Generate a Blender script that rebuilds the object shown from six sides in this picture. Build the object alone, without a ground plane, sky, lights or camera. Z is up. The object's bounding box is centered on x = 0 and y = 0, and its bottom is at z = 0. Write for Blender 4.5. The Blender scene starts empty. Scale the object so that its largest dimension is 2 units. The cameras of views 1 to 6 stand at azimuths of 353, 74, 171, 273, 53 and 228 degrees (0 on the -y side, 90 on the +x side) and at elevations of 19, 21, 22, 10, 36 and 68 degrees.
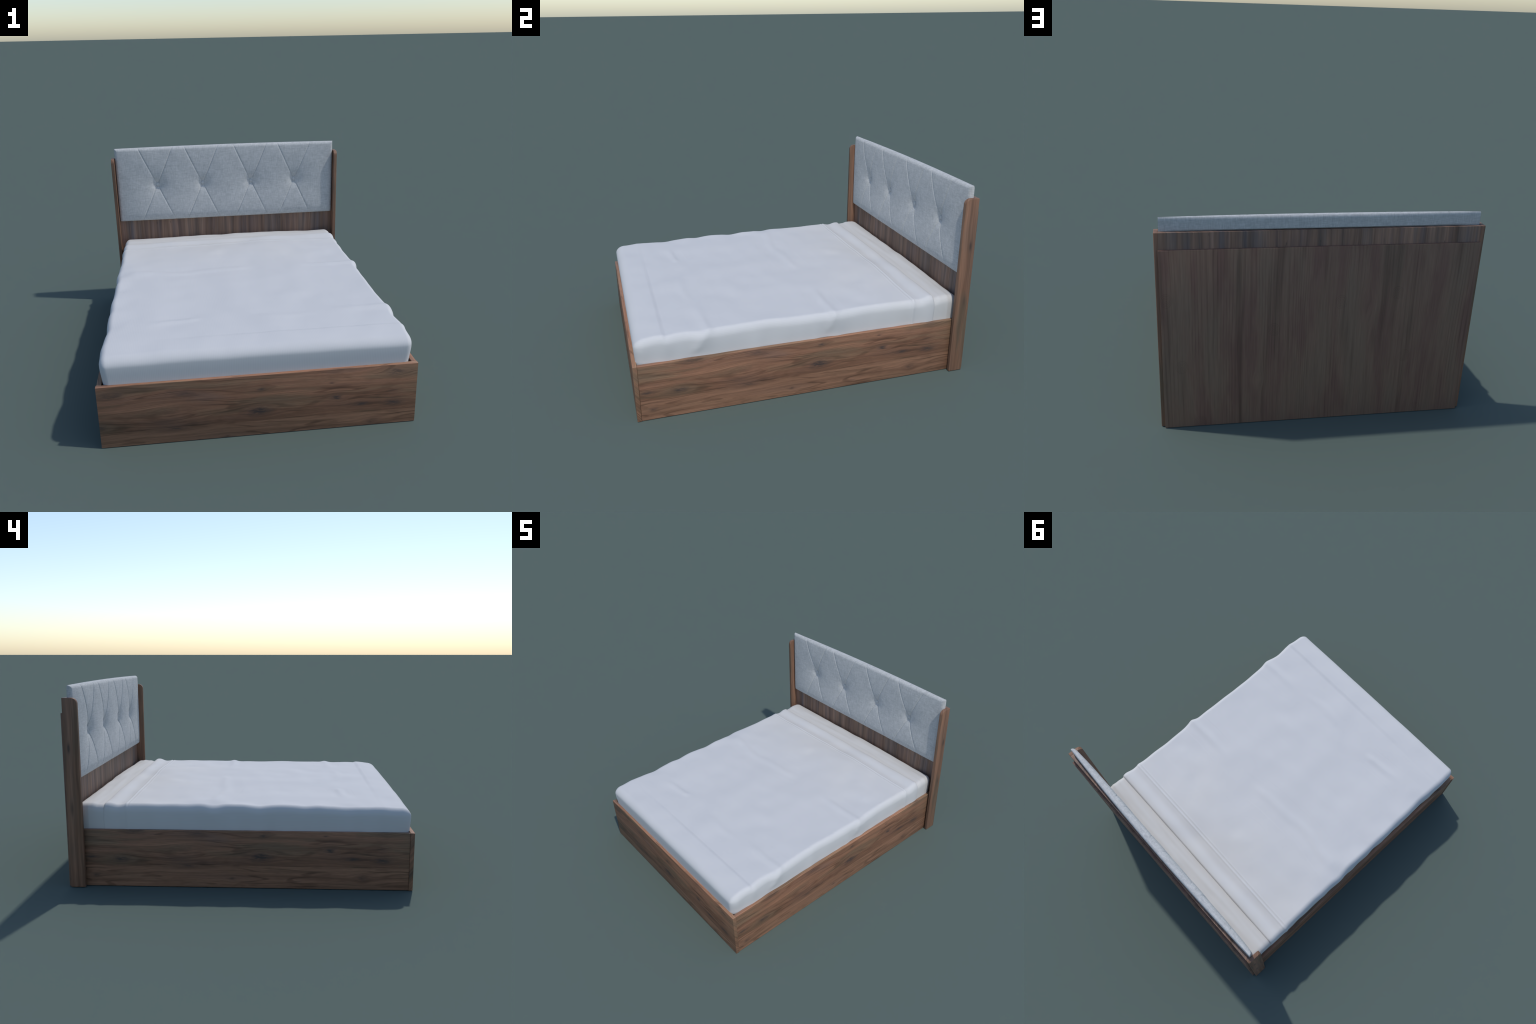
# Upholstered double bed: walnut frame, tufted grey headboard, white duvet over a fitted sheet.
import bpy, bmesh, math, random
from mathutils import Vector, noise

random.seed(7)

# ------------------------------------------------------------------ helpers
def smooth(a, b, t):
    t = min(1.0, max(0.0, (t - a) / (b - a)))
    return t * t * (3 - 2 * t)

def gauss(d, w):
    return math.exp(-(d / w) ** 2)

def link(obj, parent=None):
    bpy.context.scene.collection.objects.link(obj)
    if parent is not None:
        obj.parent = parent
    return obj

def mesh_object(name, verts, faces, mat, parent, smooth_faces=True):
    me = bpy.data.meshes.new(name)
    me.from_pydata(verts, [], faces)
    me.validate()
    me.update()
    if smooth_faces:
        me.polygons.foreach_set("use_smooth", [True] * len(me.polygons))
    me.materials.append(mat)
    return link(bpy.data.objects.new(name, me), parent)

def board(name, lo, hi, mat, parent, origin=(0, 0, 0), turn=0.0, bevel=0.0018, round_edge=None, keep_x=()):
    """Box board. lo/hi are world corners; origin/turn set the local frame the grain runs in."""
    bm = bmesh.new()
    bmesh.ops.create_cube(bm, size=1.0)
    for v in bm.verts:
        v.co = Vector([lo[i] + (hi[i] - lo[i]) * (v.co[i] + 0.5) for i in range(3)])
    if round_edge:
        # round the upper front edge (runs along x) of an upright
        es = [e for e in bm.edges if all(abs(w.co.z - hi[2]) < 1e-6 and abs(w.co.y - lo[1]) < 1e-6 for w in e.verts)]
        bmesh.ops.bevel(bm, geom=es, offset=round_edge, segments=12, affect='EDGES', profile=0.5)
    sharp = [e for e in bm.edges if len(e.link_faces) == 2 and e.calc_face_angle() > 0.5]
    sharp = [e for e in sharp if not any(all(abs(w.co.x - k) < 1e-6 for w in e.verts) for k in keep_x)]
    bmesh.ops.bevel(bm, geom=sharp, offset=bevel, segments=2, affect='EDGES', profile=0.5)
    c, s = math.cos(-turn), math.sin(-turn)
    o = Vector(origin)
    for v in bm.verts:
        d = v.co - o
        v.co = Vector((c * d.x - s * d.y, s * d.x + c * d.y, d.z))
    me = bpy.data.meshes.new(name)
    bm.to_mesh(me)
    bm.free()
    me.polygons.foreach_set("use_smooth", [True] * len(me.polygons))
    me.set_sharp_from_angle(angle=math.radians(50))
    me.materials.append(mat)
    ob = link(bpy.data.objects.new(name, me), parent)
    ob.location = o
    ob.rotation_euler = (0, 0, turn)
    return ob

# ------------------------------------------------------------------ node helpers
class Nodes:
    def __init__(self, name, rough=0.5, spec=0.5):
        self.mat = bpy.data.materials.new(name)
        self.mat.use_nodes = True
        self.t = self.mat.node_tree
        self.t.nodes.clear()
        out = self.t.nodes.new('ShaderNodeOutputMaterial')
        self.bsdf = self.t.nodes.new('ShaderNodeBsdfPrincipled')
        self.t.links.new(self.bsdf.outputs[0], out.inputs[0])
        self.bsdf.inputs['Roughness'].default_value = rough
        self.bsdf.inputs['Specular IOR Level'].default_value = spec
        co = self.t.nodes.new('ShaderNodeTexCoord')
        sep = self.t.nodes.new('ShaderNodeSeparateXYZ')
        self.t.links.new(co.outputs['Object'], sep.inputs[0])
        self.x, self.y, self.z = sep.outputs

    def put(self, sock, val):
        if isinstance(val, bpy.types.NodeSocket):
            self.t.links.new(val, sock)
        elif isinstance(val, tuple) and len(val) == 3 and sock.type == 'RGBA':
            sock.default_value = (*val, 1.0)
        else:
            sock.default_value = val

    def m(self, op, a, b=0.0, c=0.0, clamp=False):
        n = self.t.nodes.new('ShaderNodeMath')
        n.operation = op
        n.use_clamp = clamp
        self.put(n.inputs[0], a)
        self.put(n.inputs[1], b)
        self.put(n.inputs[2], c)
        return n.outputs[0]

    def add(self, a, b): return self.m('ADD', a, b)
    def sub(self, a, b): return self.m('SUBTRACT', a, b)
    def mul(self, a, b): return self.m('MULTIPLY', a, b)

    def vec(self, x=0.0, y=0.0, z=0.0):
        n = self.t.nodes.new('ShaderNodeCombineXYZ')
        for i, v in enumerate((x, y, z)):
            self.put(n.inputs[i], v)
        return n.outputs[0]

    def noise(self, x, y, z=0.0, detail=2.0, rough=0.5, dist=0.0):
        n = self.t.nodes.new('ShaderNodeTexNoise')
        n.inputs['Scale'].default_value = 1.0
        n.inputs['Detail'].default_value = detail
        n.inputs['Roughness'].default_value = rough
        n.inputs['Distortion'].default_value = dist
        self.t.links.new(self.vec(x, y, z), n.inputs['Vector'])
        return n.outputs[0]

    def remap(self, v, a, b, lo=0.0, hi=1.0, soft=True):
        n = self.t.nodes.new('ShaderNodeMapRange')
        n.interpolation_type = 'SMOOTHSTEP' if soft else 'LINEAR'
        n.clamp = True
        self.put(n.inputs[0], v)
        for i, k in enumerate((a, b, lo, hi)):
            self.put(n.inputs[i + 1], k)
        return n.outputs[0]

    def mix(self, f, a, b, blend='MIX'):
        n = self.t.nodes.new('ShaderNodeMix')
        n.data_type = 'RGBA'
        n.blend_type = blend
        self.put(n.inputs[0], f)
        self.put(n.inputs[6], a)
        self.put(n.inputs[7], b)
        return n.outputs[2]

    def ramp(self, f, stops):
        n = self.t.nodes.new('ShaderNodeValToRGB')
        cr = n.color_ramp
        while len(cr.elements) < len(stops):
            cr.elements.new(0.5)
        for e, (p, c) in zip(cr.elements, stops):
            e.position = p
            e.color = (*c, 1.0)
        self.put(n.inputs[0], f)
        return n.outputs[0]

    def grey(self, v):
        n = self.t.nodes.new('ShaderNodeCombineColor')
        for i in range(3):
            self.put(n.inputs[i], v)
        return n.outputs[0]

    def bump(self, h, strength, dist):
        n = self.t.nodes.new('ShaderNodeBump')
        n.inputs['Strength'].default_value = strength
        n.inputs['Distance'].default_value = dist
        self.put(n.inputs['Height'], h)
        self.t.links.new(n.outputs[0], self.bsdf.inputs['Normal'])

    def finish(self, col):
        self.put(self.bsdf.inputs['Base Color'], col)
        return self.mat

# ------------------------------------------------------------------ wood
# Knots of the walnut foil: (along, across, half length, half height, darkness)
BOARD_KNOTS = [
    (0.00, 0.000, 0.070, 0.030, 1.0), (0.40, 0.041, 0.040, 0.020, 0.8),
    (0.53, -0.007, 0.050, 0.014, 0.8), (0.70, -0.014, 0.060, 0.022, 0.8),
    (-0.81, -0.022, 0.055, 0.020, 0.8), (-0.99, -0.010, 0.050, 0.014, 0.7),
    (-0.965, -0.121, 0.030, 0.014, 0.6), (-0.164, -0.133, 0.022, 0.010, 0.6),
    (0.59, -0.120, 0.035, 0.022, 0.45), (-0.41, -0.060, 0.060, 0.010, 0.55),
    (0.012, 0.124, 0.022, 0.010, 0.7), (0.374, 0.129, 0.018, 0.008, 0.6),
    (-0.375, 0.135, 0.060, 0.014, 0.45), (-0.73, 0.155, 0.080, 0.028, 0.55),
    (0.71, 0.165, 0.070, 0.028, 0.6), (0.22, -0.145, 0.022, 0.008, 0.4),
    (-0.43, 0.040, 0.120, 0.040, 0.15), (0.70, 0.05, 0.04, 0.02, 0.3),
]

def knot_field(N, u, v, knots):
    """Bend the grain coordinate round each knot; also return the dark knot mask."""
    bend, dark = v, 0.0
    for (ku, kv, ru, rv, s) in knots:
        du = N.sub(u, ku)
        dv = N.sub(v, kv)
        a = N.mul(du, 1.0 / (ru * 1.6))
        b = N.mul(dv, 1.0 / (rv * 1.6))
        r2 = N.add(N.mul(a, a), N.mul(b, b))
        g = N.m('POWER', 2.718, N.mul(r2, -1.0))
        bend = N.sub(bend, N.mul(N.mul(dv, g), 0.85))
        core = N.add(N.m('POWER', 2.718, N.mul(r2, -5.0)), N.mul(g, 0.22))
        dark = N.add(dark, N.mul(core, s))
    return bend, dark

def walnut_board(name, lift=1.0):
    N = Nodes(name, rough=0.55, spec=0.25)
    u = N.x
    v = N.add(N.z, N.mul(N.y, 1.3))
    wob = N.mul(N.sub(N.noise(N.mul(u, 1.6), N.mul(v, 5.0), 3.1, 2), 0.5), 0.040)
    wob2 = N.mul(N.sub(N.noise(N.mul(u, 7.0), N.mul(v, 22.0), 1.7, 2), 0.5), 0.006)
    bend, dark = knot_field(N, u, v, BOARD_KNOTS)
    w = N.add(N.add(bend, wob), wob2)
    # growth figure: contour lines of a long soft field
    f = N.noise(N.mul(u, 0.9), N.mul(w, 10.0), 0.4, 2, 0.5)
    line = N.remap(N.m('SINE', N.mul(f, 55.0)), 0.55, 1.0, 0.0, 1.0)
    line = N.mul(line, N.remap(N.noise(N.mul(u, 3.0), N.mul(w, 18.0), 31.0, 2), 0.40, 0.62))
    fibre = N.noise(N.mul(u, 3.0), N.mul(w, 190.0), 5.0, 5, 0.68)
    pore = N.noise(N.mul(u, 22.0), N.mul(w, 620.0), 9.0, 3, 0.65)
    band = N.noise(N.mul(u, 1.0), N.mul(w, 38.0), 7.0, 3, 0.6)
    hue = N.noise(N.mul(u, 1.5), N.mul(w, 10.0), 2.0, 3, 0.55)
    smoke = N.noise(N.mul(u, 4.0), N.mul(v, 16.0), 14.0, 3, 0.6)
    seam = N.add(v, N.mul(N.sub(N.noise(N.mul(u, 1.6), 0.0, 4.0, 1), 0.5), 0.030))
    low = N.remap(seam, -0.060, -0.050, 1.0, 0.0)       # paler, redder strip under the seam
    base = N.ramp(hue, [(0.30, (0.172, 0.112, 0.072)), (0.42, (0.202, 0.120, 0.073)), (0.52, (0.238, 0.121, 0.073)),
                        (0.60, (0.222, 0.119, 0.076)), (0.72, (0.188, 0.114, 0.086))])
    base = N.mix(N.mul(low, 0.75), base, (0.282, 0.150, 0.092))
    tone = N.mul(N.remap(band, 0.30, 0.70, 0.70, 1.22, False), lift)
    tone = N.mul(tone, N.remap(fibre, 0.25, 0.75, 0.64, 1.34, False))
    tone = N.mul(tone, N.remap(pore, 0.30, 0.75, 0.82, 1.15, False))
    tone = N.mul(tone, N.sub(1.0, N.mul(line, 0.36)))
    tone = N.mul(tone, N.remap(smoke, 0.32, 0.46, 0.80, 1.0))
    shade = N.mul(N.remap(seam, -0.052, 0.02, 0.20, 0.0), N.remap(seam, -0.060, -0.052, 0.0, 1.0))
    tone = N.mul(tone, N.sub(1.0, shade))
    for at, depth in ((-0.055, 0.34), (0.092, 0.22)):      # joints of the glued strips
        gap = N.remap(N.m('ABSOLUTE', N.sub(seam, at)), 0.0004, 0.0022, depth, 0.0)
        gap = N.mul(gap, N.remap(N.noise(N.mul(u, 2.3), at * 50.0, 6.0, 2), 0.42, 0.58))
        tone = N.mul(tone, N.sub(1.0, gap))
    col = N.mix(1.0, base, N.grey(tone), 'MULTIPLY')
    rag = N.remap(N.noise(N.mul(u, 24.0), N.mul(v, 110.0), 0.0, 3, 0.65), 0.32, 0.62, 0.35, 1.0)
    col = N.mix(N.m('MULTIPLY', N.mul(dark, 1.15), rag, clamp=True), col, (0.062, 0.045, 0.039))
    N.bump(fibre, 0.15, 0.001)
    return N.finish(col)

def walnut_upright(name, knots=()):
    N = Nodes(name, rough=0.55, spec=0.28)
    u = N.z
    v = N.add(N.y, N.mul(N.x, 1.0))
    bend, dark = knot_field(N, u, N.y, knots)
    w = N.add(N.add(bend, N.x), N.mul(N.sub(N.noise(N.mul(u, 2.5), N.mul(v, 8.0), 6.0, 2), 0.5), 0.03))
    band = N.noise(N.mul(u, 0.9), N.mul(w, 38.0), 2.0, 3, 0.55)
    fibre = N.noise(N.mul(u, 5.0), N.mul(w, 170.0), 5.0, 4, 0.6)
    hue = N.noise(N.mul(u, 1.8), N.mul(w, 14.0), 8.0, 2)
    base = N.ramp(hue, [(0.34, (0.158, 0.108, 0.072)), (0.50, (0.226, 0.122, 0.077)), (0.66, (0.190, 0.112, 0.076))])
    tone = N.remap(band, 0.32, 0.68, 0.62, 1.22, False)
    tone = N.mul(tone, N.remap(fibre, 0.25, 0.75, 0.78, 1.18, False))
    col = N.mix(1.0, base, N.grey(tone), 'MULTIPLY')
    col = N.mix(N.m('MINIMUM', dark, 0.85), col, (0.055, 0.040, 0.034))
    N.bump(fibre, 0.15, 0.001)
    return N.finish(col)

def walnut_stripe(name):
    """Strongly striped veneer of the headboard panel, grain upright."""
    N = Nodes(name, rough=0.55, spec=0.28)
    v = N.add(N.x, N.mul(N.y, 0.6))
    w = N.add(v, N.mul(N.sub(N.noise(N.mul(v, 5.0), 1.0, N.mul(N.z, 2.2), 2), 0.5), 0.035))
    band = N.noise(N.mul(w, 26.0), N.mul(N.z, 0.5), 3.0, 4, 0.62)
    fine = N.noise(N.mul(w, 120.0), N.mul(N.z, 3.0), 1.0, 3, 0.6)
    hue = N.noise(N.mul(w, 12.0), N.mul(N.z, 0.6), 11.0, 3, 0.6)
    base = N.ramp(hue, [(0.30, (0.118, 0.096, 0.096)), (0.42, (0.160, 0.112, 0.090)),
                        (0.54, (0.225, 0.136, 0.094)), (0.62, (0.180, 0.116, 0.092)), (0.74, (0.128, 0.104, 0.100))])
    tone = N.remap(band, 0.30, 0.68, 0.50, 1.40, False)
    tone = N.mul(tone, N.remap(fine, 0.28, 0.72, 0.80, 1.15, False))
    fleck = N.remap(N.noise(N.mul(w, 45.0), N.mul(N.z, 14.0), 20.0, 2), 0.70, 0.78, 0.0, 0.6)
    col = N.mix(1.0, base, N.grey(tone), 'MULTIPLY')
    col = N.mix(fleck, col, (0.05, 0.040, 0.038))
    N.bump(fine, 0.12, 0.001)
    return N.finish(col)

def elm_back(name):
    """Grey-brown straight-grained backing board with faint cathedral figure and ring knots."""
    N = Nodes(name, rough=0.6, spec=0.22)
    x, z = N.x, N.z
    rings_at = [(0.79, 0.75), (0.247, 0.565), (-0.10, 0.708), (-0.40, 0.75), (-0.472, 0.371), (0.7235, 0.368),
                (0.63, 0.026), (-0.57, 0.024)]
    knots = [(0.711, -0.24, 0.045, 0.022, 0.0), (0.271, 0.327, 0.03, 0.02, 0.0), (0.578, -0.26, 0.05, 0.012, 0.0)]
    bend, _ = knot_field(N, z, x, knots)
    w = N.add(bend, N.mul(N.sub(N.noise(N.mul(x, 3.0), N.mul(z, 0.8), 2.0, 2), 0.5), 0.03))
    f = N.noise(N.mul(w, 5.0), N.mul(z, 0.22), 8.0, 1, 0.4)
    ring = N.m('SINE', N.add(N.mul(f, 70.0), N.mul(w, 320.0)))
    line = N.remap(ring, 0.1, 1.0)
    fibre = N.noise(N.mul(w, 230.0), N.mul(z, 5.0), 3.0, 4, 0.65)
    patch = N.noise(N.mul(w, 9.0), N.mul(z, 1.3), 5.0, 3, 0.55)
    streak = N.noise(N.mul(w, 16.0), N.mul(z, 0.7), 15.0, 2, 0.5)
    base = N.ramp(patch, [(0.38, (0.202, 0.135, 0.096)), (0.50, (0.206, 0.129, 0.092)), (0.62, (0.180, 0.104, 0.079))])
    tone = N.mul(N.remap(fibre, 0.25, 0.75, 0.78, 1.18, False), N.sub(1.0, N.mul(N.mul(line, N.remap(N.noise(N.mul(x, 8.0), N.mul(z, 0.8), 40.0, 2), 0.40, 0.62)), 0.17)))
    tone = N.mul(tone, N.remap(streak, 0.28, 0.45, 0.72, 1.0))
    for (kx, kz) in rings_at:
        a = N.mul(N.sub(x, kx), 1.0)
        b = N.mul(N.sub(z, kz), 0.85)
        r = N.m('SQRT', N.add(N.mul(a, a), N.mul(b, b)))
        r = N.add(r, N.mul(N.noise(N.mul(x, 25.0), N.mul(z, 25.0), kx, 1), 0.012))
        s = N.remap(N.m('SINE', N.mul(r, 900.0)), 0.2, 1.0)
        tone = N.mul(tone, N.sub(1.0, N.mul(N.mul(s, N.remap(r, 0.036, 0.044, 1.0, 0.0)), 0.16)))
    col = N.mix(1.0, base, N.grey(tone), 'MULTIPLY')
    N.bump(fibre, 0.2, 0.001)
    return N.finish(col)

# ------------------------------------------------------------------ cloth materials
def linen(name):
    N = Nodes(name, rough=0.9, spec=0.15)
    warp = N.noise(N.mul(N.x, 260.0), N.mul(N.z, 28.0), N.mul(N.y, 60.0), 2, 0.6)
    weft = N.noise(N.mul(N.x, 28.0), N.mul(N.z, 260.0), N.mul(N.y, 60.0), 2, 0.6)
    cloud = N.noise(N.mul(N.x, 34.0), N.mul(N.z, 34.0), N.mul(N.y, 34.0), 4, 0.7)
    t = N.add(N.mul(N.add(warp, weft), 0.38), N.mul(cloud, 0.24))
    col = N.ramp(t, [(0.37, (0.365, 0.372, 0.372)), (0.50, (0.445, 0.452, 0.448)), (0.63, (0.530, 0.535, 0.530))])
    N.bump(N.add(warp, weft), 0.25, 0.001)
    N.bsdf.inputs['Sheen Weight'].default_value = 0.10
    N.bsdf.inputs['Sheen Roughness'].default_value = 0.5
    return N.finish(col)

def cotton(name, tint, warm=None):
    N = Nodes(name, rough=0.85, spec=0.2)
    # stripes of the weave run head to foot: across x on top, across z on the drop
    side = N.remap(N.m('ABSOLUTE', N.x), 0.745, 0.765, 0.0, 1.0)
    s = N.add(N.mul(N.x, N.sub(1.0, side)), N.mul(N.z, side))
    stripe = N.m('SINE', N.mul(s, 2 * math.pi / 0.0085))
    thread = N.noise(N.mul(s, 500.0), N.mul(N.y, 60.0), 0.0, 2, 0.5)
    col = N.mix(1.0, tint, N.grey(N.add(0.985, N.mul(stripe, 0.009))), 'MULTIPLY')
    if warm:
        k = N.noise(N.mul(N.x, 2.4), N.mul(N.y, 2.4), 3.0, 2)
        near = N.remap(N.y, 0.05, 0.6, 0.0, 0.8)
        col = N.mix(N.mul(near, N.remap(k, 0.35, 0.65)), col, warm)
    N.bump(N.add(N.mul(stripe, 0.5), thread), 0.10, 0.0008)
    N.bsdf.inputs['Sheen Weight'].default_value = 0.05
    return N.finish(col)

MAT_BOARD = walnut_board("walnut_board")
MAT_EDGE = walnut_board("walnut_edge_banding", 1.45)
MAT_LEG = walnut_upright("walnut_upright", [(0.819, 0.958, 0.035, 0.010, 0.9), (0.47, 0.955, 0.05, 0.012, 0.5)])
MAT_PANEL = walnut_stripe("walnut_striped_veneer")
MAT_BACK = elm_back("grey_brown_backing")
MAT_LINEN = linen("grey_linen")
MAT_DUVET = cotton("white_cotton", (0.548, 0.551, 0.557), (0.552, 0.548, 0.540))
MAT_SHEET = cotton("cream_cotton", (0.540, 0.536, 0.526))

# ------------------------------------------------------------------ the bed
bed = bpy.data.objects.new("double_bed", None)
bed["label"] = "walnut double bed with grey tufted headboard and white bedding"
bed["category"] = "bed"
link(bed)

# ---- frame
frame = bed
def banded_board(name, lo, hi, origin, turn):
    """Panel board with a thin paler edge banding glued on its top."""
    top = hi[2] - 0.0015
    b = board(name, lo, (hi[0], hi[1], top), MAT_BOARD, frame, origin=origin, turn=turn, bevel=0.0008)
    e = board("edge_banding", (lo[0], lo[1], top), hi, MAT_EDGE, frame, origin=origin, turn=turn, bevel=0.0006)
    e.parent = b
    e.matrix_parent_inverse = b.matrix_basis.inverted()

banded_board("footboard", (-0.808, -1.000, 0.0), (0.808, -0.9765, 0.3415), (-0.014, -1.0, 0.138), 0.0)
banded_board("side_rail", (0.7825, -0.9755, 0.001), (0.8055, 0.9605, 0.3400), (0.8055, 0.054, 0.183), math.pi / 2)
banded_board("side_rail", (-0.8055, -0.9755, 0.001), (-0.7825, 0.9605, 0.3400), (-0.8055, -0.123, 0.189), -math.pi / 2)
board("mattress_base", (-0.7815, -0.9745, 0.235), (0.7815, 0.9600, 0.250), MAT_BACK, frame)

# ---- headboard
headboard = bed
for sgn in (-1, 1):
    xs = sorted((sgn * 0.8160, sgn * 0.8380))
    board("leg", (xs[0], 0.9000, 0.0), (xs[1], 0.9850, 1.1030), MAT_LEG, headboard, bevel=0.003, round_edge=0.032,
          keep_x=(sgn * 0.8160,))
board("headboard_panel", (-0.8158, 0.9610, 0.002), (0.8158, 0.9848, 1.1020), MAT_PANEL, headboard, bevel=0.0008, keep_x=(-0.8158, 0.8158))
board("back_board", (-0.8185, 0.9853, 0.0005), (0.8185, 1.0000, 1.0165), MAT_BACK, headboard, bevel=0.001)

# ---- tufted upholstery
UX, UZ0, UZ1, UBACK = 0.8135, 0.6245, 1.1715, 0.9605
BUTTONS = [(-0.516, 0.8965), (-0.180, 0.8965), (0.184, 0.8965), (0.514, 0.8965)]
PLEATS = []
for bx, bz in BUTTONS:
    for ex, ez in ((bx - 0.137, 1.19), (bx + 0.131, 1.19), (bx - 0.132, 0.61), (bx + 0.132, 0.61)):
        PLEATS.append((bx, bz, ex, ez))

def cushion_depth(x, z):
    """Thickness of the cushion in front of the panel at (x, z)."""
    fx = max(0.0, 1 - (abs(x) / UX) ** 6)
    mid = 0.5 * (UZ0 + UZ1)
    fz = max(0.0, 1 - (abs(z - mid) / (0.5 * (UZ1 - UZ0))) ** 2.6)
    d = 0.0240 + 0.018 * fx ** 0.7 * fz ** 0.5 + 0.006 * (1 - smooth(0.68, 0.86, z)) * fx * smooth(UZ0, 0.68, z)
    # rounded rim
    e = min(UX - abs(x), UZ1 - z)
    if e < 0.022:
        d -= 0.020 * (1 - math.sqrt(max(0.0, 1 - (1 - max(e, 0) / 0.022) ** 2)))
    e2 = z - UZ0
    if e2 < 0.014:
        d -= 0.012 * (1 - math.sqrt(max(0.0, 1 - (1 - max(e2, 0) / 0.014) ** 2)))
    for bx, bz in BUTTONS:
        dx, dz = x - bx, z - bz
        if abs(dx) < 0.42:
            r = math.hypot(dx, dz * 0.9)
            d -= 0.0235 * math.exp(-(r / 0.038) ** 1.6) + 0.0115 * math.exp(-(r / 0.125) ** 1.8)
    for (ax, az, cx, cz) in PLEATS:
        vx, vz = cx - ax, cz - az
        L = math.hypot(vx, vz)
        t = ((x - ax) * vx + (z - az) * vz) / (L * L)
        if 0.0 < t < 1.0:
            s = ((x - ax) * vz - (z - az) * vx) / L
            if abs(s) < 0.09:
                k = smooth(0.03, 0.07, t)
                fade = 1 - 0.5 * smooth(0.7, 0.96, t)
                d -= k * fade * (0.0038 * math.exp(-(s / 0.0034) ** 2) + 0.0016 * math.exp(-abs(s) / 0.018))
    d += 0.0012 * noise.noise(Vector((x * 7, z * 7, 4.0)))
    return max(d, 0.004)

def build_cushion():
    nx, nz = 620, 210
    verts, faces = [], []
    for j in range(nz + 1):
        z = UZ0 + (UZ1 - UZ0) * j / nz
        for i in range(nx + 1):
            x = -UX + 2 * UX * i / nx
            crown_z = 0.0055 * (1 - (x / UX) ** 2) * smooth(0.95, UZ1, z)
            verts.append((x, UBACK - cushion_depth(x, z), z + crown_z))
    st = nx + 1
    for j in range(nz):
        for i in range(nx):
            a = j * st + i
            faces.append((a, a + 1, a + st + 1, a + st))
    # rim back to a flat rear face
    loop = [i for i in range(nx + 1)] + [j * st + nx for j in range(1, nz + 1)] + \
           [nz * st + i for i in range(nx - 1, -1, -1)] + [j * st for j in range(nz - 1, 0, -1)]
    # rear face: flat on the panel, swelling back over its top edge
    rear = len(verts)
    for j in range(nz + 1):
        z = UZ0 + (UZ1 - UZ0) * j / nz
        for i in range(nx + 1):
            x = -UX + 2 * UX * i / nx
            swell = (1 - (x / UX) ** 2)
            y = UBACK + 0.016 * swell * smooth(1.1028, 1.1055, z)
            e = UZ1 - z
            if e < 0.02:
                y -= (0.006 + 0.008 * swell) * (1 - math.sqrt(max(0.0, 1 - (1 - e / 0.02) ** 2)))
            zc = 0.0055 * swell * smooth(0.95, UZ1, z)
            verts.append((x, y, z + zc))
    for j in range(nz):
        for i in range(nx):
            a = rear + j * st + i
            faces.append((a + 1, a, a + st, a + st + 1))
    base = len(verts)
    n = len(loop)
    rings = 5
    for k in range(1, rings):
        for idx in loop:
            f, b = Vector(verts[idx]), Vector(verts[rear + idx])
            verts.append(tuple(f.lerp(b, k / rings)))
    for k in range(rings):
        for q in range(n):
            q2 = (q + 1) % n
            a, b = (loop[q], loop[q2]) if k == 0 else (base + (k - 1) * n + q, base + (k - 1) * n + q2)
            d, c = (rear + loop[q], rear + loop[q2]) if k == rings - 1 else (base + k * n + q, base + k * n + q2)
            faces.append((b, a, d, c))
    ob = mesh_object("upholstered_cushion", verts, faces, MAT_LINEN, headboard)
    ob.data.set_sharp_from_angle(angle=math.radians(60))
    return ob

cushion = build_cushion()

# covered buttons
def button_mesh():
    bm = bmesh.new()
    bmesh.ops.create_uvsphere(bm, u_segments=28, v_segments=16, radius=1.0)
    for v in bm.verts:
        v.co = Vector((v.co.x * 0.0140, v.co.z * 0.0060, v.co.y * 0.0140))
    bmesh.ops.recalc_face_normals(bm, faces=bm.faces[:])
    me = bpy.data.meshes.new("button")
    bm.to_mesh(me)
    bm.free()
    me.polygons.foreach_set("use_smooth", [True] * len(me.polygons))
    me.materials.append(MAT_LINEN)
    return me

bmesh_data = button_mesh()
for bx, bz in BUTTONS:
    ob = link(bpy.data.objects.new("button", bmesh_data), cushion)
    ob.location = (bx, UBACK - cushion_depth(bx, bz) - 0.0035, bz)

# ------------------------------------------------------------------ bedding
bedding = bed

# creases of the duvet on top: polyline (x, y) points, half width, height
CREASES = [
    ([(0.80, 0.150), (0.60, 0.140), (0.38, 0.150)], 0.027, 0.0085, 'start'),
    ([(0.80, -0.575), (0.66, -0.590), (0.42, -0.585)], 0.028, 0.0085, 'start'),
    ([(0.44, -0.600), (0.20, -0.640), (0.02, -0.620), (-0.08, -0.570)], 0.030, 0.0040, 'both'),
    ([(-0.26, -0.598), (-0.42, -0.612), (-0.58, -0.622)], 0.025, 0.0085, 'both'),
    ([(0.12, 0.160), (-0.06, 0.138), (-0.27, 0.130), (-0.40, 0.120)], 0.032, 0.0055, 'both'),
    ([(-0.20, 0.100), (-0.43, 0.112), (-0.55, 0.138), (-0.68, 0.152), (-0.80, 0.150)], 0.032, 0.0065, 'both'),
    ([(0.62, 0.36), (0.48, 0.43)], 0.050, 0.0035, 'both'),
    ([(0.30, -0.05), (-0.05, -0.12), (-0.30, -0.10)], 0.055, 0.0030, 'both'),
    ([(-0.36, -0.36), (-0.62, -0.32)], 0.060, 0.0030, 'both'),
    ([(0.55, -0.25), (0.30, -0.34), (0.05, -0.36)], 0.060, 0.0030, 'both'),
    ([(-0.13, 0.475), (-0.16, 0.47)], 0.050, 0.0045, 'both'),
]

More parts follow.
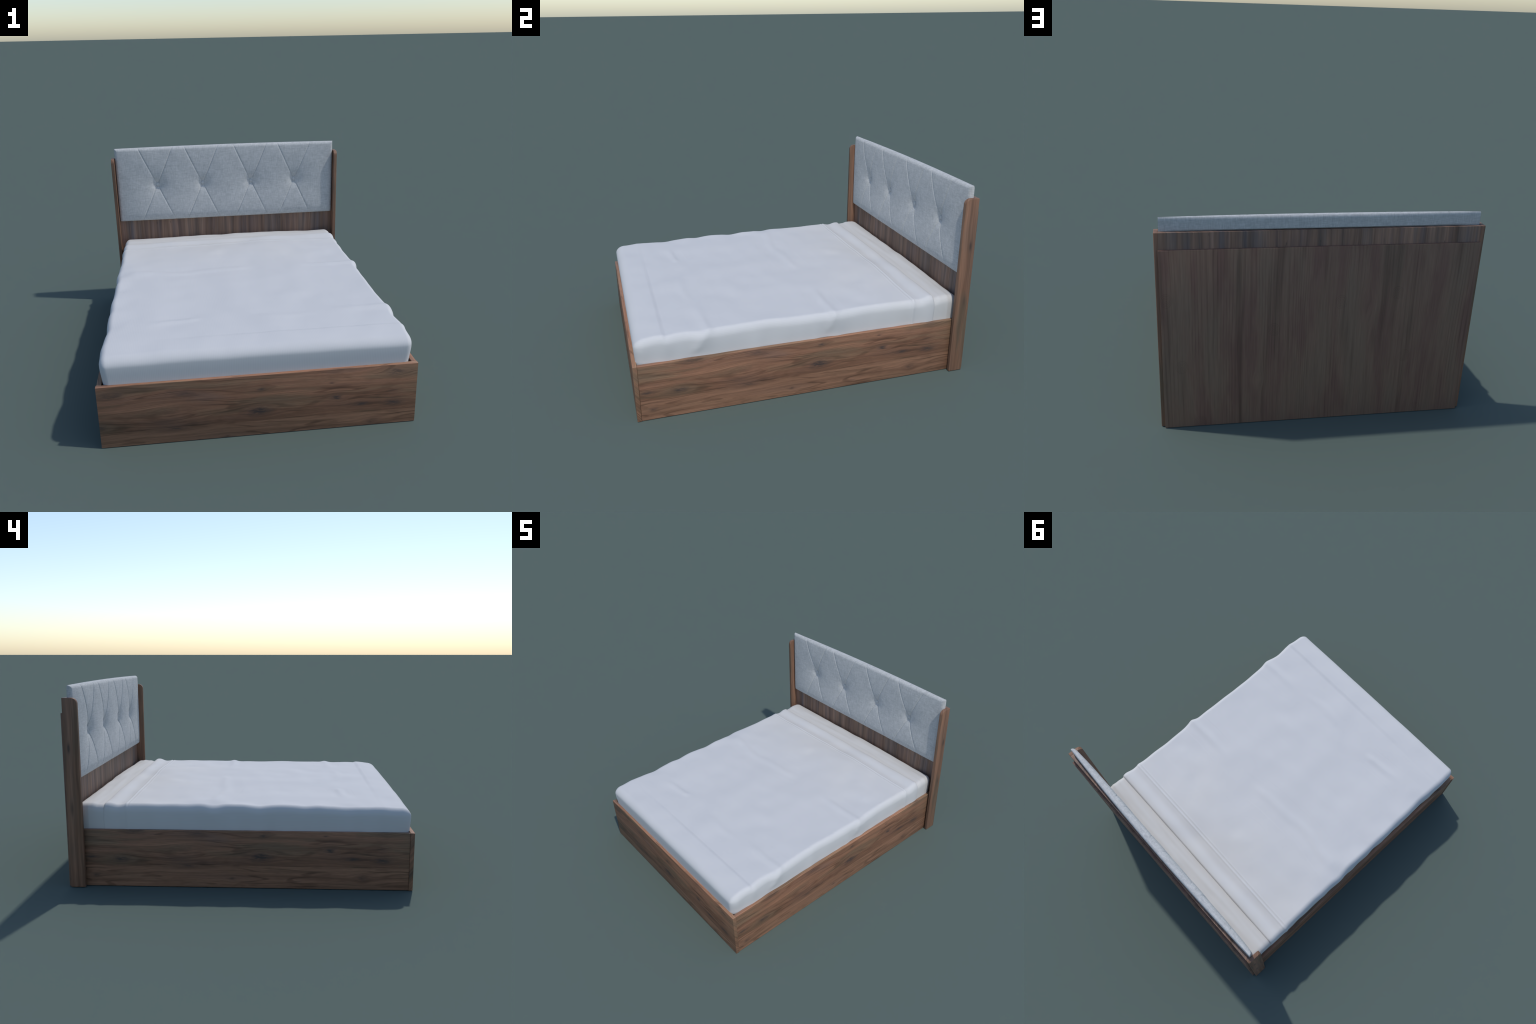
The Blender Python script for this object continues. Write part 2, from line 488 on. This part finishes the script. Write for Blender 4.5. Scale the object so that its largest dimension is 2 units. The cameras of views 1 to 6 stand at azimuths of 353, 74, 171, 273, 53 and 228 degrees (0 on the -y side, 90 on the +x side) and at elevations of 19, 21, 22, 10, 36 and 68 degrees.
def crease_height(x, y):
    h = 0.0
    for pts, w, amp, fade in CREASES:
        best, bt = 1e9, 0.0
        total = len(pts) - 1
        for i in range(total):
            (ax, ay), (bx, by) = pts[i], pts[i + 1]
            vx, vy = bx - ax, by - ay
            t = ((x - ax) * vx + (y - ay) * vy) / (vx * vx + vy * vy)
            t = min(1.0, max(0.0, t))
            d = math.hypot(x - ax - t * vx, y - ay - t * vy)
            if d < best:
                best, bt = d, (i + t) / total
        if best < 3.2 * w:
            k = 1.0 if fade == 'start' else smooth(0.0, 0.25, bt)
            k *= 1 - smooth(0.55, 1.0, bt)
            k = k if total > 1 else 1.0
            h += amp * k * (gauss(best, w) - 0.35 * gauss(best, 2.3 * w))
    return h

def undulation(x, y):
    n1 = noise.noise(Vector((x * 3.2, y * 4.2, 1.3)))
    n2 = noise.noise(Vector((x * 6.5, y * 8.5, 8.1)))
    return 0.0064 * n1 + 0.0038 * n2

# running profile of the duvet along the bed (y, height), soft folds that run right across
def along_profile(x, y):
    h = 0.0
    sway = 0.012 * noise.noise(Vector((x * 2.6, 0.0, 31.0)))
    swell = 1.0 + 0.6 * noise.noise(Vector((x * 3.4, 5.0, 33.0)))
    h += 0.0070 * swell * gauss(y - 0.762 - 0.5 * sway, 0.032)   # rolled head end
    h -= 0.0060 * gauss(y - 0.702 - sway, 0.030)                 # hollow behind it
    h += 0.0030 * gauss(y - 0.661, 0.0055) - 0.0012 * gauss(y - 0.650, 0.0050) + 0.0016 * gauss(y - 0.641, 0.0055)  # hem
    k = smooth(-0.60, 0.25, x)
    h += (0.0015 + 0.0065 * k) * smooth(-0.805, -0.835, y) * (1 - smooth(-0.86, -0.97, y))
    return h

# outward wave of the long sides: (y, out) bumps
RIGHT_WAVES = [(0.165, 0.010, 0.050), (-0.590, 0.009, 0.060), (-0.815, 0.006, 0.040), (0.640, 0.004, 0.030),
               (-0.28, -0.007, 0.18), (0.40, -0.004, 0.10), (0.765, 0.003, 0.03), (-0.70, -0.003, 0.04)]
LEFT_WAVES = [(0.17, 0.006, 0.05), (0.05, -0.004, 0.05), (-0.62, -0.006, 0.06), (-0.84, 0.006, 0.05),
              (0.66, 0.003, 0.030), (0.765, 0.003, 0.03), (0.45, -0.003, 0.06)]
# height of the left shoulder wavers
LEFT_SHOULDER = [(0.145, -0.012, 0.05), (-0.02, 0.005, 0.05), (-0.12, -0.004, 0.04), (-0.26, 0.004, 0.05),
                 (-0.37, -0.004, 0.04), (-0.45, 0.004, 0.04), (-0.63, -0.009, 0.06), (-0.80, 0.003, 0.06)]

def cloth_block(name, x_half, y0, y1, z0, z1, rx, ry, rz, mat, top_fn, side_fn, step=0.0065, r_head=None):
    """Rounded block of soft stuff, displaced on top and along its sides."""
    bm_verts, faces, index = [], [], {}
    nx = int(2 * x_half / step)
    ny = int((y1 - y0) / (0.62 * step))
    nz = max(10, int((z1 - z0) / step))
    def vid(i, j, k):
        key = (i, j, k)
        if key not in index:
            index[key] = len(bm_verts)
            bm_verts.append(shape(-x_half + 2 * x_half * i / nx, y0 + (y1 - y0) * j / ny, z0 + (z1 - z0) * k / nz))
        return index[key]
    def shape(x, y, z):
        cx = min(max(x, -x_half + rx), x_half - rx)
        cy = min(max(y, y0 + ry), y1 - (ry if r_head is None else 0))
        cz = min(z, z1 - rz)
        d = Vector(((x - cx) / rx, (y - cy) / ry, (z - cz) / rz))
        if d.length > 1e-7:
            # flat grid cell near an edge -> point of the rounded (ellipsoid) edge
            q = d.normalized() * max(abs(d.x), abs(d.y), abs(d.z))
            p = Vector((cx + q.x * rx, cy + q.y * ry, cz + q.z * rz))
        else:
            p = Vector((x, y, z))
        # belly of the sides, tucked in at the bottom
        tuck = 1 - smooth(0.315, 0.43, p.z)
        sx = smooth(0.86, 1.0, abs(p.x) / x_half)
        p.x -= math.copysign((0.0050 + 0.0060 * (1 - smooth(-0.96, -0.88, p.y))) * tuck * sx, p.x)
        if p.y < y0 + 0.05:
            p.y += 0.005 * tuck * (1 - (p.y - y0) / 0.05)
        p.z += top_fn(p.x, p.y) * smooth(0.37, z1 - 0.3 * rz, p.z)
        p.x += math.copysign(1.0, p.x) * side_fn(p.x, p.y, p.z) * sx
        if r_head is not None:
            e = y1 - p.y
            if e < r_head:
                f = 1 - math.sqrt(max(0.0, 1 - (1 - max(e, 0.0) / r_head) ** 2))
                p.z -= f * r_head * 1.6 * smooth(z0, z1, p.z)
                p.x -= math.copysign(f * r_head * 0.3 * sx, p.x)
        return tuple(p)
    for i in range(nx):
        for j in range(ny):
            faces.append((vid(i, j, nz), vid(i + 1, j, nz), vid(i + 1, j + 1, nz), vid(i, j + 1, nz)))
    for j in range(ny):
        for k in range(nz):
            faces.append((vid(nx, j, k), vid(nx, j + 1, k), vid(nx, j + 1, k + 1), vid(nx, j, k + 1)))
            faces.append((vid(0, j, k), vid(0, j, k + 1), vid(0, j + 1, k + 1), vid(0, j + 1, k)))
    for i in range(nx):
        for k in range(nz):
            faces.append((vid(i, 0, k), vid(i + 1, 0, k), vid(i + 1, 0, k + 1), vid(i, 0, k + 1)))
            faces.append((vid(i, ny, k), vid(i, ny, k + 1), vid(i + 1, ny, k + 1), vid(i + 1, ny, k)))
    bottom = [vid(i, 0, 0) for i in range(nx)] + [vid(nx, j, 0) for j in range(ny)] + \
             [vid(i, ny, 0) for i in range(nx, 0, -1)] + [vid(0, j, 0) for j in range(ny, 0, -1)]
    faces.append(tuple(reversed(bottom)))
    return mesh_object(name, bm_verts, faces, mat, bedding)

TOP = 0.4885

def crown(x, y):
    """Overall swell of the mattress: sinks towards the foot, fullest near the head."""
    h = 0.0030 * (1 - (x / 0.79) ** 2)
    h += 0.0010
    h -= 0.0055 * (1 - smooth(-0.45, 0.30, y))
    h -= 0.0060 * (1 - smooth(-0.95, -0.72, y))
    h -= 0.0080 * math.exp(-((x + 0.58) / 0.22) ** 2 - ((y - 0.50) / 0.24) ** 2)
    h += 0.0160 * math.exp(-((x - 0.28) / 0.34) ** 2 - ((y - 0.58) / 0.17) ** 2)
    h += 0.0050 * math.exp(-((x + 0.15) / 0.30) ** 2 - ((y - 0.45) / 0.20) ** 2)
    return h

def duvet_top(x, y):
    h = crown(x, y) + undulation(x, y) + crease_height(x, y) + along_profile(x, y)
    if x < -0.6:
        k = smooth(-0.66, -0.79, x)
        h += k * sum(a * gauss(y - c, w) for c, a, w in LEFT_SHOULDER)
    return h

def duvet_side(x, y, z):
    waves = RIGHT_WAVES if x > 0 else LEFT_WAVES
    t = smooth(0.33, 0.46, z)
    h = sum(a * gauss(y - c, w) for c, a, w in waves) * (0.35 + 0.65 * t)
    h += 0.0030 * noise.noise(Vector((y * 9.0, z * 4.0, 2.0 if x > 0 else 6.0)))
    h += 0.0040 * (1 - t) * noise.noise(Vector((y * 14.0, 3.0, 5.0 if x > 0 else 9.0)))    # wavy lower edge
    h += 0.0026 * gauss(y - 0.650, 0.008)
    if x > 0:   # slanting folds that fall from the top creases
        h += 0.0045 * gauss(y - (0.15 - 0.35 * (0.48 - z)), 0.026) * smooth(0.34, 0.42, z)
        h += 0.0050 * gauss(y - (-0.60 - 0.50 * (0.48 - z)), 0.034) * smooth(0.34, 0.40, z)
    return h

def sheet_top(x, y):
    h = crown(x, y) + 0.0018 * noise.noise(Vector((x * 6.0, y * 9.0, 12.0)))
    h -= 0.0075 * gauss(y - 0.800, 0.034)
    h += 0.0022 * gauss(y - 0.885 - 0.006 * noise.noise(Vector((x * 4.0, 1.0, 3.0))), 0.014)
    h += 0.0055 * noise.noise(Vector((x * 2.5, y * 26.0, 44.0))) * smooth(0.80, 0.84, y)
    h += 0.0050 * noise.noise(Vector((x * 9.0, 0.0, 17.0))) * smooth(0.82, 0.92, y)
    h -= 0.0250 * (1 - smooth(0.70, 0.775, y))          # hidden under the duvet
    return h

def sheet_side(x, y, z):
    h = 0.0010 + 0.0016 * gauss(y - 0.880, 0.008) + 0.0015 * noise.noise(Vector((y * 8.0, z * 5.0, 21.0)))
    return h - 0.020 * (1 - smooth(0.70, 0.775, y))

cloth_block("mattress", 0.784, -0.930, 0.9575, 0.252, TOP - 0.0030, 0.036, 0.045, 0.045, MAT_SHEET, sheet_top, sheet_side, step=0.0085)
cloth_block("duvet", 0.7870, -0.9845, 0.7930, 0.322, TOP, 0.036, 0.060, 0.050, MAT_DUVET, duvet_top, duvet_side, r_head=0.014)
